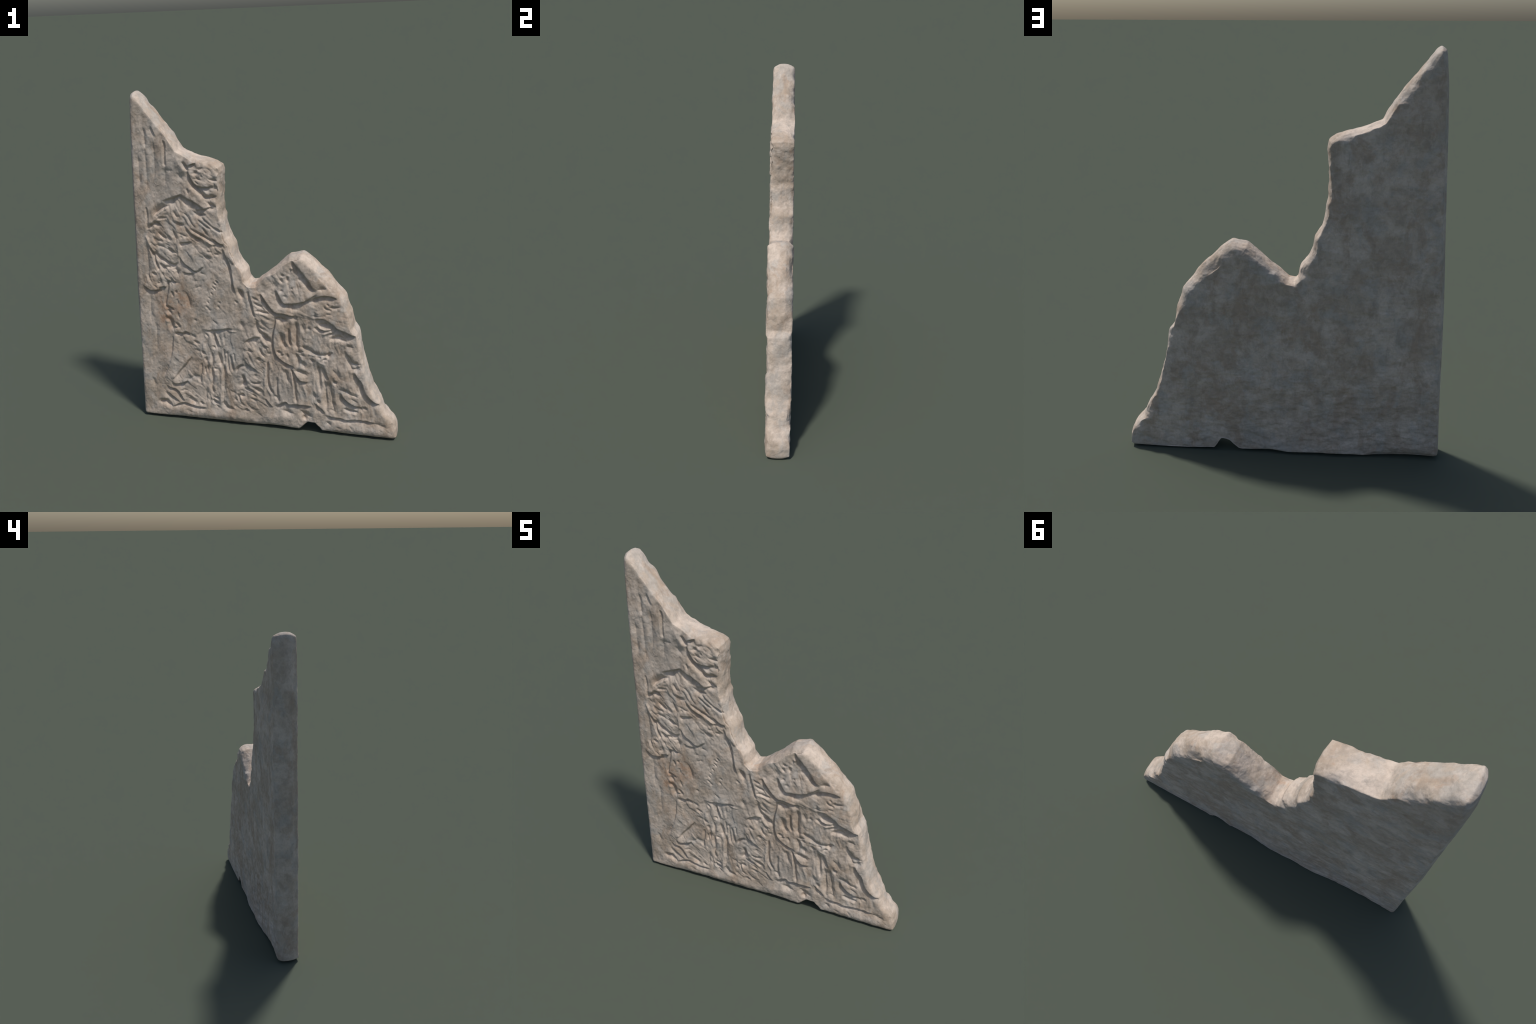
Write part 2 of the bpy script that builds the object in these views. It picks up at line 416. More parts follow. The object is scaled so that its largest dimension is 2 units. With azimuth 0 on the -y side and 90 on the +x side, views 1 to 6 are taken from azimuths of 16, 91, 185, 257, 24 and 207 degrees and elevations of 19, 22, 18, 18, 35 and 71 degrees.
crease([(-0.195, 0.466), (-0.189, 0.399), (-0.181, 0.360)], 5, 5)
crease([(-0.174, 0.481), (-0.169, 0.425)], 3, 3)
crease([(-0.299, 0.369), (-0.283, 0.370)], 4, 4)
crease([(-0.314, 0.177), (-0.292, 0.169), (-0.279, 0.167)], 4, 5)
crease([(-0.322, 0.159), (-0.303, 0.136), (-0.284, 0.134)], 5, 7)
crease([(-0.305, 0.118), (-0.286, 0.106)], 4, 4)
crease([(-0.258, 0.141), (-0.227, 0.109), (-0.191, 0.106)], 6, 6)

# child
swell([(-0.053, 0.496)], 30, 7)
overhang([(-0.107, 0.554), (-0.071, 0.580), (-0.031, 0.596), (-0.000, 0.595)], 3, 9, 10, 14, 4)
crease([(0.003, 0.602), (0.030, 0.585), (0.057, 0.561)], 6, 7)
crease([(-0.090, 0.503), (-0.056, 0.502)], 7, 7)
swell([(-0.024, 0.454)], 10, -7)
overhang([(-0.115, 0.437), (-0.088, 0.416), (-0.055, 0.392), (-0.027, 0.371)], 4, 7, 14, 8, 3)
ridge([(-0.090, 0.513), (-0.118, 0.440)], 4, 3)
crease([(-0.015, 0.526), (-0.004, 0.494), (0.017, 0.469)], 5, 5)
crease([(0.007, 0.544), (0.025, 0.526)], 4, 4)
crease([(0.039, 0.504), (0.045, 0.488)], 5, 4)
crease([(-0.038, 0.576), (-0.035, 0.557)], 5, 4)
crease([(0.012, 0.583), (0.029, 0.559)], 5, 4)
ridge([(-0.026, 0.564), (0.012, 0.590)], 4, 3)
crease([(-0.162, 0.361), (-0.145, 0.390), (-0.116, 0.406)], 5, 7)
crease([(-0.129, 0.337), (-0.115, 0.288), (-0.135, 0.275)], 6, 6)
swell([(-0.065, 0.301)], 35, 5)
crease([(-0.126, 0.347), (-0.112, 0.300)], 5, 5)
crease([(-0.115, 0.296), (-0.132, 0.274)], 6, 6)
crease([(-0.080, 0.303), (-0.053, 0.292), (-0.018, 0.299)], 5, 6)
crease([(-0.114, 0.255), (-0.083, 0.245), (-0.064, 0.237)], 4, 5)
crease([(-0.051, 0.262), (-0.020, 0.238)], 5, 6)
swell([(-0.047, 0.344)], 8, -4)
crease([(-0.075, 0.218), (-0.044, 0.204)], 4, 4)
crease([(-0.082, 0.193), (-0.048, 0.176)], 4, 4)
crease([(-0.148, 0.204), (-0.126, 0.202)], 6, 6)
crease([(-0.160, 0.214), (-0.150, 0.167)], 4, 7)
swell([(-0.132, 0.207)], 9, -5)
crease([(-0.204, 0.227), (-0.173, 0.216)], 6, 3)
crease([(-0.178, 0.181), (-0.172, 0.164)], 5, 4)
crease([(-0.079, 0.124), (-0.069, 0.115)], 5, 4)
crease([(-0.121, 0.109), (-0.099, 0.101)], 5, 4)
ridge([(0.022, 0.438), (0.020, 0.387), (0.010, 0.292), (0.004, 0.216)], 5, 5)

# drapery
crease([(0.031, 0.435), (0.025, 0.371), (0.026, 0.314), (0.037, 0.268), (0.055, 0.239)], 5, 7)
overhang([(0.007, 0.203), (0.028, 0.170), (0.058, 0.139)], 3, 8, 14, 8, 3)
crease([(0.083, 0.343), (0.081, 0.265), (0.085, 0.218), (0.091, 0.181)], 5, 5)
crease([(0.067, 0.226), (0.085, 0.204)], 4, 4)
crease([(0.137, 0.398), (0.142, 0.356), (0.150, 0.316)], 6, 7)
ridge([(0.170, 0.395), (0.180, 0.302), (0.184, 0.215)], 4, 5)
crease([(0.185, 0.353), (0.189, 0.283), (0.191, 0.236), (0.199, 0.192)], 5, 6)
overhang([(0.168, 0.415), (0.194, 0.374), (0.218, 0.340), (0.245, 0.332), (0.272, 0.328)], 5, 9, 14, 9, 3)
crease([(0.189, 0.400), (0.225, 0.393), (0.264, 0.374)], 7, 6)
overhang([(0.074, 0.144), (0.109, 0.176), (0.134, 0.185), (0.152, 0.170), (0.211, 0.177), (0.257, 0.175), (0.291, 0.172)], 4, 11, 14, 9, 3)
overhang([(0.089, 0.724), (0.085, 0.686), (0.074, 0.634), (0.069, 0.582), (0.071, 0.533), (0.085, 0.491), (0.108, 0.467), (0.138, 0.444), (0.171, 0.430), (0.192, 0.416)], 4, 9, 12, 6, 2)
crease([(0.086, 0.721), (0.107, 0.722), (0.148, 0.710)], 6, 8)
swell([(0.118, 0.698)], 10, -5)
crease([(0.116, 0.634), (0.118, 0.599), (0.119, 0.560)], 6, 7)
crease([(0.162, 0.660), (0.160, 0.595), (0.171, 0.558)], 5, 6)
crease([(0.133, 0.567), (0.141, 0.539)], 6, 6)
crease([(0.205, 0.704), (0.206, 0.650), (0.202, 0.592), (0.207, 0.561), (0.213, 0.542)], 6, 7)
crease([(0.092, 0.518), (0.113, 0.504)], 5, 6)
crease([(0.131, 0.499), (0.106, 0.490)], 4, 4)
crease([(0.149, 0.504), (0.154, 0.475)], 5, 5)
crease([(0.240, 0.697), (0.251, 0.654)], 5, 3)
crease([(0.200, 0.508), (0.212, 0.476), (0.214, 0.434)], 6, 7)
crease([(0.241, 0.463), (0.250, 0.424)], 6, 6)
swell([(0.141, 0.427)], 12, -4)
crease([(0.269, 0.671), (0.287, 0.671)], 5, 3)
crease([(0.194, 0.735), (0.205, 0.726)], 6, 4)

# skirt of the leaning figure
crease([(0.234, 0.556), (0.273, 0.540), (0.317, 0.518), (0.352, 0.512), (0.387, 0.518), (0.411, 0.530)], 7, 6)
crease([(0.209, 0.519), (0.249, 0.525)], 6, 5)
crease([(0.230, 0.501), (0.248, 0.499)], 6, 5)
ridge([(0.269, 0.517), (0.322, 0.506)], 4, 4)
crease([(0.393, 0.528), (0.393, 0.499)], 5, 8)
crease([(0.358, 0.483), (0.381, 0.492)], 4, 5)
crease([(0.328, 0.497), (0.346, 0.495)], 5, 4)
crease([(0.284, 0.483), (0.307, 0.466)], 5, 5)
ridge([(0.319, 0.480), (0.352, 0.463), (0.387, 0.447)], 6, 5)
overhang([(0.348, 0.454), (0.369, 0.410), (0.392, 0.350)], 3, 8, 14, 12, 5)
crease([(0.331, 0.443), (0.336, 0.368), (0.343, 0.279)], 5, 5)
crease([(0.368, 0.345), (0.376, 0.255), (0.379, 0.178)], 9, 7)
crease([(0.398, 0.341), (0.406, 0.275), (0.415, 0.192), (0.424, 0.166)], 6, 6)
crease([(0.304, 0.265), (0.310, 0.221)], 6, 6)
crease([(0.325, 0.216), (0.334, 0.200)], 6, 6)
overhang([(0.309, 0.204), (0.336, 0.170), (0.351, 0.161), (0.369, 0.129)], 3, 7, 10, 9, 3)
crease([(0.416, 0.353), (0.433, 0.338)], 5, 4)
crease([(0.452, 0.300), (0.493, 0.291), (0.531, 0.272), (0.561, 0.262)], 6, 5)
overhang([(0.460, 0.284), (0.472, 0.252), (0.502, 0.225), (0.540, 0.203), (0.573, 0.200)], 4, 8, 12, 10, 3)
crease([(0.463, 0.258), (0.481, 0.200)], 10, 4)
crease([(0.478, 0.182), (0.508, 0.169), (0.558, 0.164)], 5, 6)
crease([(0.522, 0.248), (0.552, 0.231)], 6, 5)
crease([(0.576, 0.197), (0.585, 0.174)], 5, 5)
crease([(0.590, 0.198), (0.611, 0.184)], 5, 5)
crease([(0.412, 0.212), (0.424, 0.197)], 5, 4)
crease([(0.417, 0.425), (0.446, 0.382)], 7, 3)
crease([(0.422, 0.347), (0.434, 0.338)], 6, 4)
crease([(0.397, 0.167), (0.427, 0.156)], 6, 4)
overhang([(0.370, 0.124), (0.418, 0.114), (0.460, 0.112), (0.502, 0.104), (0.544, 0.112), (0.597, 0.110), (0.659, 0.102)], 3, 9, 14, 8, 3)
crease([(0.659, 0.102), (0.720, 0.082)], 6, 3)
overhang([(0.537, 0.423), (0.560, 0.383), (0.581, 0.353), (0.595, 0.305), (0.616, 0.274), (0.651, 0.238), (0.691, 0.218)], 8, 11, 28, 10, 4)
crease([(0.501, 0.528), (0.519, 0.491), (0.533, 0.470), (0.568, 0.470)], 6, 7)
crease([(0.507, 0.497), (0.516, 0.459), (0.539, 0.438), (0.568, 0.454)], 6, 7)
overhang([(0.487, 0.556), (0.498, 0.521), (0.513, 0.465)], 4, 6, 14, 10, 4)

# arm of the leaning figure
overhang([(0.314, 0.737), (0.369, 0.735), (0.412, 0.710), (0.441, 0.684), (0.484, 0.666), (0.521, 0.650), (0.550, 0.643)], 6, 12, 30, 14, 4)
ridge([(0.331, 0.685), (0.368, 0.673), (0.421, 0.683)], 5, 6)
crease([(0.310, 0.682), (0.348, 0.665), (0.371, 0.666)], 5, 6)
crease([(0.340, 0.699), (0.366, 0.704), (0.389, 0.702)], 5, 6)
ridge([(0.354, 0.640), (0.397, 0.659), (0.426, 0.661)], 5, 5)
crease([(0.403, 0.615), (0.432, 0.627), (0.478, 0.631)], 6, 8)
crease([(0.394, 0.643), (0.429, 0.655)], 4, 5)
crease([(0.461, 0.617), (0.492, 0.610)], 6, 6)
crease([(0.498, 0.579), (0.524, 0.575)], 6, 6)
crease([(0.401, 0.812), (0.427, 0.812), (0.453, 0.815)], 5, 7)
crease([(0.367, 0.816), (0.381, 0.801), (0.413, 0.794)], 5, 5)
crease([(0.384, 0.829), (0.396, 0.821)], 4, 4)
crease([(0.381, 0.770), (0.404, 0.773)], 5, 5)
crease([(0.305, 0.756), (0.355, 0.753), (0.384, 0.767)], 6, 4)

# torso of the leaning figure
overhang([(0.189, 1.083), (0.207, 1.057), (0.229, 1.029), (0.255, 0.997), (0.269, 0.977), (0.294, 0.936), (0.319, 0.898)], 8, 12, 30, 14, 5)
ridge([(0.237, 0.993), (0.277, 0.971)], 4, 4)
swell([(0.192, 1.033)], 8, 5)
overhang([(0.095, 0.899), (0.106, 0.875), (0.122, 0.839), (0.143, 0.818), (0.210, 0.823), (0.255, 0.838), (0.293, 0.862), (0.328, 0.889)], 6, 12, 20, 14, 4)
crease([(0.339, 0.914), (0.382, 0.920)], 6, 5)
overhang([(0.278, 0.831), (0.321, 0.861), (0.370, 0.877), (0.413, 0.873), (0.447, 0.863)], 5, 11, 16, 14, 4)
crease([(0.130, 0.990), (0.141, 0.985)], 4, 5)
crease([(0.162, 0.983), (0.164, 0.952)], 4, 6)
crease([(0.120, 0.965), (0.134, 0.945)], 4, 5)
crease([(0.225, 0.974), (0.234, 0.962)], 4, 4)
crease([(0.216, 0.946), (0.224, 0.901), (0.229, 0.886)], 6, 4)
crease([(0.118, 0.894), (0.133, 0.894)], 5, 5)
crease([(0.186, 0.914), (0.192, 0.911)], 5, 3)
crease([(0.141, 0.868), (0.150, 0.859)], 5, 4)
crease([(0.081, 0.941), (0.092, 0.914)], 7, 3)

# sleeve
overhang([(-0.067, 0.889), (-0.060, 0.846), (-0.049, 0.803), (-0.040, 0.749), (-0.026, 0.715)], 4, 8, 12, 7, 3)
crease([(-0.024, 0.694), (-0.028, 0.671), (-0.014, 0.627), (0.019, 0.607), (0.051, 0.574)], 7, 7)
overhang([(0.002, 0.872), (0.027, 0.833), (0.055, 0.791), (0.087, 0.758), (0.135, 0.755), (0.179, 0.744), (0.203, 0.748)], 6, 9, 20, 9, 3)
swell([(0.025, 0.870)], 18, -3)
crease([(-0.047, 0.850), (-0.012, 0.827)], 4, 4)
crease([(-0.040, 0.813), (-0.005, 0.793), (0.013, 0.785)], 4, 4)
crease([(-0.033, 0.763), (0.015, 0.756), (0.048, 0.749)], 4, 5)
crease([(-0.002, 0.695), (0.024, 0.675)], 7, 4)
crease([(-0.004, 0.660), (0.017, 0.636)], 6, 4)
crease([(-0.114, 0.883), (-0.111, 0.846)], 6, 5)

# ledge
crease([(0.114, 0.132), (0.148, 0.118), (0.179, 0.115)], 8, 6)
crease([(0.223, 0.140), (0.250, 0.116), (0.280, 0.105)], 8, 7)
crease([(0.240, 0.101), (0.252, 0.085)], 6, 7)
crease([(-0.048, 0.092), (-0.017, 0.075)], 6, 2)
crease([(0.378, 0.079), (0.402, 0.058)], 6, 4)
crease([(0.433, 0.051), (0.463, 0.048)], 5, 3)
crease([(0.508, 0.070), (0.529, 0.045)], 5, 3)
crease([(-0.504, 0.068), (-0.454, 0.055)], 6, 3)

# ------------------------------------------------------------------ parts of the carving
REGIONS = []


def region(name, points):
    REGIONS.append((name, np.array(points)))


def inside(poly, x, z):
    c = np.zeros(len(x), bool)
    x1, z1 = poly[-1]
    for x2, z2 in poly:
        hit = ((z1 > z) != (z2 > z))
        with np.errstate(divide='ignore', invalid='ignore'):
            c ^= hit & (x < (x2 - x1) * (z - z1) / (z2 - z1 + 1e-12) + x1)
        x1, z1 = x2, z2
    return c


region("head", [(-0.381, 1.582), (-0.349, 1.611), (-0.298, 1.623), (-0.196, 1.616), (-0.206, 1.548), (-0.224, 1.487), (-0.245, 1.432), (-0.288, 1.420), (-0.329, 1.465), (-0.365, 1.513)])
region("arm", [(-0.666, 1.195), (-0.624, 1.097), (-0.511, 1.015), (-0.488, 1.029), (-0.480, 1.091), (-0.477, 1.159), (-0.497, 1.226), (-0.534, 1.300), (-0.567, 1.284), (-0.600, 1.264), (-0.650, 1.232)])
region("hand", [(-0.602, 0.985), (-0.548, 0.991), (-0.494, 0.988), (-0.483, 0.969), (-0.497, 0.908), (-0.557, 0.882), (-0.613, 0.856), (-0.705, 0.879), (-0.693, 0.945), (-0.648, 0.973)])
region("torso", [(-0.383, 1.513), (-0.329, 1.465), (-0.288, 1.420), (-0.234, 1.430), (-0.227, 1.354), (-0.199, 1.222), (-0.188, 1.153), (-0.207, 1.131), (-0.189, 1.081), (-0.161, 0.981), (-0.149, 0.912), (-0.139, 0.819), (-0.129, 0.643), (-0.350, 0.613), (-0.439, 0.573), (-0.536, 0.585), (-0.573, 0.682), (-0.580, 0.757), (-0.557, 0.879), (-0.488, 1.029), (-0.624, 1.097), (-0.666, 1.195), (-0.650, 1.232), (-0.605, 1.313), (-0.516, 1.369), (-0.421, 1.442)])
region("leg", [(-0.541, 0.578), (-0.439, 0.573), (-0.372, 0.521), (-0.381, 0.450), (-0.390, 0.271), (-0.369, 0.093), (-0.590, 0.080), (-0.670, 0.103), (-0.626, 0.226), (-0.634, 0.289), (-0.575, 0.433)])
region("skirt", [(-0.350, 0.613), (-0.170, 0.637), (-0.175, 0.353), (-0.171, 0.254), (-0.191, 0.106), (-0.362, 0.094), (-0.390, 0.271), (-0.381, 0.450)])
region("cloak", [(-0.188, 1.153), (-0.207, 1.131), (-0.161, 0.981), (-0.149, 0.912), (-0.129, 0.643), (-0.132, 0.549), (-0.106, 0.557), (-0.031, 0.596), (-0.033, 0.680), (-0.067, 0.889), (-0.071, 0.920), (-0.095, 1.030), (-0.143, 1.149)])
region("child_head", [(-0.107, 0.554), (-0.031, 0.596), (0.003, 0.599), (0.057, 0.561), (0.051, 0.482), (0.019, 0.453), (-0.028, 0.368), (-0.115, 0.437)])
region("child_torso", [(-0.162, 0.361), (-0.116, 0.406), (-0.088, 0.416), (-0.027, 0.371), (0.019, 0.453), (0.020, 0.387), (0.004, 0.216), (0.007, 0.203), (0.058, 0.139), (-0.073, 0.104), (-0.191, 0.106), (-0.171, 0.254)])
region("woman_torso", [(0.183, 1.095), (0.319, 0.898), (0.278, 0.831), (0.143, 0.815), (0.100, 0.893), (0.006, 0.909), (0.068, 0.996)])
region("woman_arm", [(0.278, 0.831), (0.321, 0.861), (0.442, 0.866), (0.527, 0.774), (0.550, 0.643), (0.441, 0.684), (0.314, 0.737), (0.203, 0.748), (0.087, 0.758), (0.002, 0.872), (0.100, 0.893), (0.143, 0.815)])
region("woman_sleeve", [(-0.067, 0.889), (0.005, 0.872), (0.087, 0.758), (0.089, 0.724), (0.068, 0.633), (0.063, 0.562), (0.019, 0.607), (-0.033, 0.680)])
region("woman_skirt", [(0.089, 0.724), (0.203, 0.748), (0.314, 0.737), (0.441, 0.684), (0.550, 0.643), (0.556, 0.558), (0.638, 0.349), (0.686, 0.215), (0.659, 0.102), (0.370, 0.124), (0.309, 0.153), (0.291, 0.172), (0.074, 0.144), (0.058, 0.139), (0.007, 0.203), (0.022, 0.438), (0.060, 0.561)])



# the broad volumes of the bodies
swell([(-0.33, 1.27), (-0.43, 1.20), (-0.52, 1.12)], 60, 5)
swell([(-0.36, 0.98), (-0.33, 0.82)], 70, 5)
swell([(-0.58, 0.30), (-0.60, 0.45)], 50, 4)
swell([(0.24, 0.90), (0.27, 0.84)], 45, 4)
swell([(0.32, 0.52), (0.38, 0.48)], 55, 5)
swell([(0.50, 0.34), (0.54, 0.26)], 45, 4)
# rolls of the ledge under the feet
ridge([(-0.70, 0.070), (-0.55, 0.066), (-0.38, 0.060), (-0.20, 0.055), (-0.05, 0.062)], 24, 6)
ridge([(-0.05, 0.066), (0.06, 0.080), (0.14, 0.082), (0.21, 0.060)], 26, 8)
ridge([(0.36, 0.058), (0.50, 0.052), (0.64, 0.046), (0.75, 0.05)], 22, 5)


# cloth between the main folds: direction of the small folds (degrees from the x axis),
# their spacing and depth in millimetres
CLOTH = {"torso": (-52, 20, 3.0), "arm": (-35, 20, 3.0), "hand": (-60, 16, 3.5), "leg": (-40, 22, 2.2),
         "skirt": (-88, 18, 3.4), "cloak": (-78, 28, 3.0), "head": (-30, 16, 3.0), "child_head": (-55, 17, 4.0),
         "child_torso": (-35, 17, 2.8), "woman_torso": (-65, 22, 2.5), "woman_arm": (-20, 24, 2.2),
         "woman_sleeve": (-30, 17, 2.6), "woman_skirt": (-80, 22, 2.4)}


def small_folds(name, poly, gx, gz):
    angle, gap, depth = CLOTH[name]
    mask = inside(poly, gx.ravel(), gz.ravel()).reshape(gx.shape).astype(float)
    mask = blur(mask, 0.008)
    if name == "torso":                       # the tunic is smooth below the belt
        mask = mask * (0.3 + 0.7 * smoothstep(0.95, 1.10, gz))
    c, s = math.cos(math.radians(angle)), math.sin(math.radians(angle))
    flat = np.stack([gx.ravel(), np.full(gx.size, gap), gz.ravel()], 1)
    bend = noise3(flat / 0.07).reshape(gx.shape) * 0.022 + noise3(flat / 0.025 + 9).reshape(gx.shape) * 0.006
    u, v = gx * c + gz * s + 0.5 * bend, -gx * s + gz * c + bend
    p = np.stack([u.ravel() / (gap * .0042), v.ravel() / (gap * .0014), np.full(u.size, angle * 1.7 + gap)], 1)
    n = noise3(p).reshape(gx.shape)
    m = noise3(p * [1.5, 1.7, 1] + 31.7).reshape(gx.shape)
    rolls = 1.7 * n - 0.9 * np.exp(-np.abs(n) / 0.16) + 0.7 * m
    return mask * depth * .001 * rolls


def settle():
    """keep the carving level over wide areas, lift the figures off the ground, limit the height"""
    global RELIEF
    gx, gz = np.meshgrid(X0 + CELL * np.arange(NX), Z0 + CELL * np.arange(NZ))
    body = np.zeros(RELIEF.size)
    for name, poly in REGIONS:
        lift = {"head": 0.004, "hand": 0.005, "child_head": 0.003, "woman_arm": 0.003, "torso": 0.004, "arm": 0.009, "woman_skirt": -0.001, "leg": 0.001}.get(name, 0.002)
        m = inside(poly, gx.ravel(), gz.ravel())
        body[m] = lift
        lo, hi = poly.min(0) - 0.03, poly.max(0) + 0.03
        win = (slice(max(0, int((lo[1] - Z0) / CELL)), int((hi[1] - Z0) / CELL)),
               slice(max(0, int((lo[0] - X0) / CELL)), int((hi[0] - X0) / CELL)))
        RELIEF[win] += 1.3 * small_folds(name, poly, gx[win], gz[win])
    RELIEF = RELIEF - 0.6 * blur(RELIEF, 0.06) + blur(body.reshape(RELIEF.shape), 0.006)
    RELIEF = np.where(RELIEF > 0, RELIEF / (1 + RELIEF / 0.022), 0.028 * np.tanh(RELIEF / 0.028))
    RELIEF = blur(RELIEF, 0.0011)


settle()


def sample_relief(x, z):
    fx, fz = (x - X0) / CELL, (z - Z0) / CELL
    i, k = np.clip(fx.astype(int), 0, NX - 2), np.clip(fz.astype(int), 0, NZ - 2)
    a, b = fx - i, fz - k
    return ((RELIEF[k, i] * (1 - a) + RELIEF[k, i + 1] * a) * (1 - b)
            + (RELIEF[k + 1, i] * (1 - a) + RELIEF[k + 1, i + 1] * a) * b)


def carve(me):
    n = len(me.vertices)
    co = np.empty(n * 3)
    me.vertices.foreach_get("co", co)
    co = co.reshape(-1, 3)
    nr = np.empty(n * 3)
    me.vertices.foreach_get("normal", nr)
    nr = nr.reshape(-1, 3)
    x, y, z = co.T.copy()
    facing = np.abs(nr[:, 1])
    # the fractured rim: lumps and small chips, except the dressed left side
    rim = smoothstep(0.95, 0.35, facing)
    dressed = smoothstep(0.05, 0.012, x - (-0.785 + 0.047 * z))
    rough = rim * (1 - 0.85 * dressed) * smoothstep(0.0, 0.05, z)
    lump = fbm(co, 0.13, 2) * 0.010 + fbm(co + 5, 0.04, 3, .45) * 0.0032
    co += nr * (lump * rough)[:, None]
    # the back: slow undulation, slightly hollow at foot
    back = smoothstep(0.3, 0.9, nr[:, 1])
    foot = 0.008 * (np.maximum(1.25 - z, 0) / 1.25) ** 2 - 0.009 * smoothstep(0.22, 0.04, z) * smoothstep(-0.45, -0.3, x) * smoothstep(0.1, -0.05, x)
    hollow = (0.007 * np.exp(-((x - .12) / .22) ** 2 - ((z - .70) / .28) ** 2)
              + 0.004 * smoothstep(-0.5, -0.25, x) * smoothstep(1.2, 1.45, z))
    co[:, 1] += back * (fbm(co + 3, 0.20, 3) * 0.005 + fbm(co * [.7, 1, 1.3] + 9, 0.045, 3) * (0.0032 + 0.002 * smoothstep(0.6, 0.3, z)) + 0.002 - foot - hollow
                        - 0.004 * smoothstep(1.5, 2.0, z))
    # the front: figures stand a little proud, then the carved strokes and tool texture
    front = smoothstep(0.015, -0.045, y) * smoothstep(0.1, 0.85, -nr[:, 1])
    diag = np.stack([(x + z) * 0.55, y, (z - x) * 0.85], 1)          # wrinkles run down to the right
    h = sample_relief(x, z)
    co[:, 1] -= front * (h + fbm(co * [1.2, 1, .6] + 11, 0.055, 3, .4) * 0.0050 + fbm(diag + 13, 0.018, 2) * 0.0011)
    me.vertices.foreach_set("co", co.ravel())
    me.update()
    return co, nr


# ------------------------------------------------------------------ marble
def marble():
    mat = bpy.data.materials.new("weathered_marble")
    mat.use_nodes = True
    nt = mat.node_tree
    nt.nodes.clear()
    N, L = nt.nodes.new, nt.links.new
    out = N("ShaderNodeOutputMaterial")
    bsdf = N("ShaderNodeBsdfPrincipled")
    bsdf.inputs["Roughness"].default_value = 0.85
    bsdf.inputs["Specular IOR Level"].default_value = 0.25
    L(bsdf.outputs[0], out.inputs[0])
    tc = N("ShaderNodeTexCoord")

    def noise(scale, detail, rough, stretch=(1, 1, 1), shift=0.0, distort=0.0):
        mp = N("ShaderNodeMapping")
        mp.inputs["Scale"].default_value = stretch
        mp.inputs["Location"].default_value = (shift, shift * .7, shift * 1.3)
        L(tc.outputs["Object"], mp.inputs["Vector"])
        t = N("ShaderNodeTexNoise")
        t.inputs["Scale"].default_value = scale
        t.inputs["Detail"].default_value = detail
        t.inputs["Roughness"].default_value = rough
        t.inputs["Distortion"].default_value = distort
        L(mp.outputs[0], t.inputs["Vector"])
        return t.outputs["Fac"]

    def ramp(fac, lo, hi):
        m = N("ShaderNodeMapRange")
        m.interpolation_type = 'SMOOTHSTEP'
        m.inputs["From Min"].default_value = lo
        m.inputs["From Max"].default_value = hi
        L(fac, m.inputs["Value"])
        return m.outputs[0]

    def mul(a, k):
        m = N("ShaderNodeMath")
        m.operation = 'MULTIPLY'
        L(a, m.inputs[0])
        if isinstance(k, float):
            m.inputs[1].default_value = k
        else:
            L(k, m.inputs[1])
        return m.outputs[0]

    def mix(fac, a, b, mode='MIX'):
        m = N("ShaderNodeMix")
        m.data_type = 'RGBA'
        m.blend_type = mode
        L(fac, m.inputs["Factor"])
        for s, v in (("A", a), ("B", b)):
            sock = [i for i in m.inputs if i.name == s and i.type == 'RGBA'][0]
            if isinstance(v, tuple):
                sock.default_value = v + (1,)
            else:
                L(v, sock)
        return [o for o in m.outputs if o.type == 'RGBA'][0]

    def spot(x, z, rx, rz):
        """soft round patch on the front, at x and z"""
        mp = N("ShaderNodeMapping")
        mp.vector_type = 'TEXTURE'
        mp.inputs["Location"].default_value = (x, -0.07, z)
        mp.inputs["Scale"].default_value = (rx, 0.06, rz)
        L(tc.outputs["Object"], mp.inputs["Vector"])
        g = N("ShaderNodeTexGradient")
        g.gradient_type = 'SPHERICAL'
        L(mp.outputs[0], g.inputs["Vector"])
        return g.outputs["Fac"]

    base = mix(ramp(noise(6, 5, .6), .40, .60), BEIGE, CREAM)
    # blue-grey clouds and warm tan stains
    base = mix(mul(ramp(noise(9, 6, .62, (1, 1, .8), 3.1, .4), .48, .62), 0.55), base, GREY)
    base = mix(mul(ramp(noise(8, 6, .65, (1, 1, .6), 8.7, .6), .47, .64), 0.75), base, TAN)
    # brown streaks running down the panel
    base = mix(mul(ramp(noise(6, 5, .6, (2.6, 1, .7), 14.2, .5), .54, .70), 0.32), base, UMBER)
    # rust in a few spots
    base = mix(mul(ramp(noise(16, 4, .6, (1, 1, 1), 21.0), .64, .74), 0.35), base, RUST)
    blotch = ramp(noise(22, 5, .65, (1, 1, 1), 33.0), .38, .62)
    for x, z, rx, rz, k in ((-0.58, 0.70, .10, .16, 1.0), (-0.47, 0.80, .08, .16, .9), (-0.43, 0.42, .10, .22, .7),
                            (-0.62, 0.42, .09, .16, .7), (-0.30, 1.13, .14, .12, .6), (-0.14, 0.16, .12, .10, .7)):
        base = mix(mul(mul(spot(x, z, rx, rz), blotch), k), base, TAN if k < .9 else RUST)
    for x, z, rx, rz in ((-0.20, 0.55, .16, .22), (-0.10, 0.36, .14, .16), (0.12, 0.24, .16, .20), (-0.50, 1.52, .12, .22), (-0.36, 1.02, .14, .12)):
        base = mix(mul(spot(x, z, rx, rz), 0.6), base, GREY)
    # soft mottling a few centimetres across
    base = mix(mul(ramp(noise(26, 4, .6, (1, 1, .8), 51.0, .6), .42, .66), 0.32), base, DUSK)
    base = mix(mul(ramp(noise(24, 4, .6, (1, 1, .8), 62.0, .6), .48, .68), 0.45), base, CREAM)
    # mottled grain
    grain = noise(75, 5, .7, (1, 1, 1), 2.0)
    base = mix(mul(ramp(grain, .45, .70), 0.25), base, DUSK)
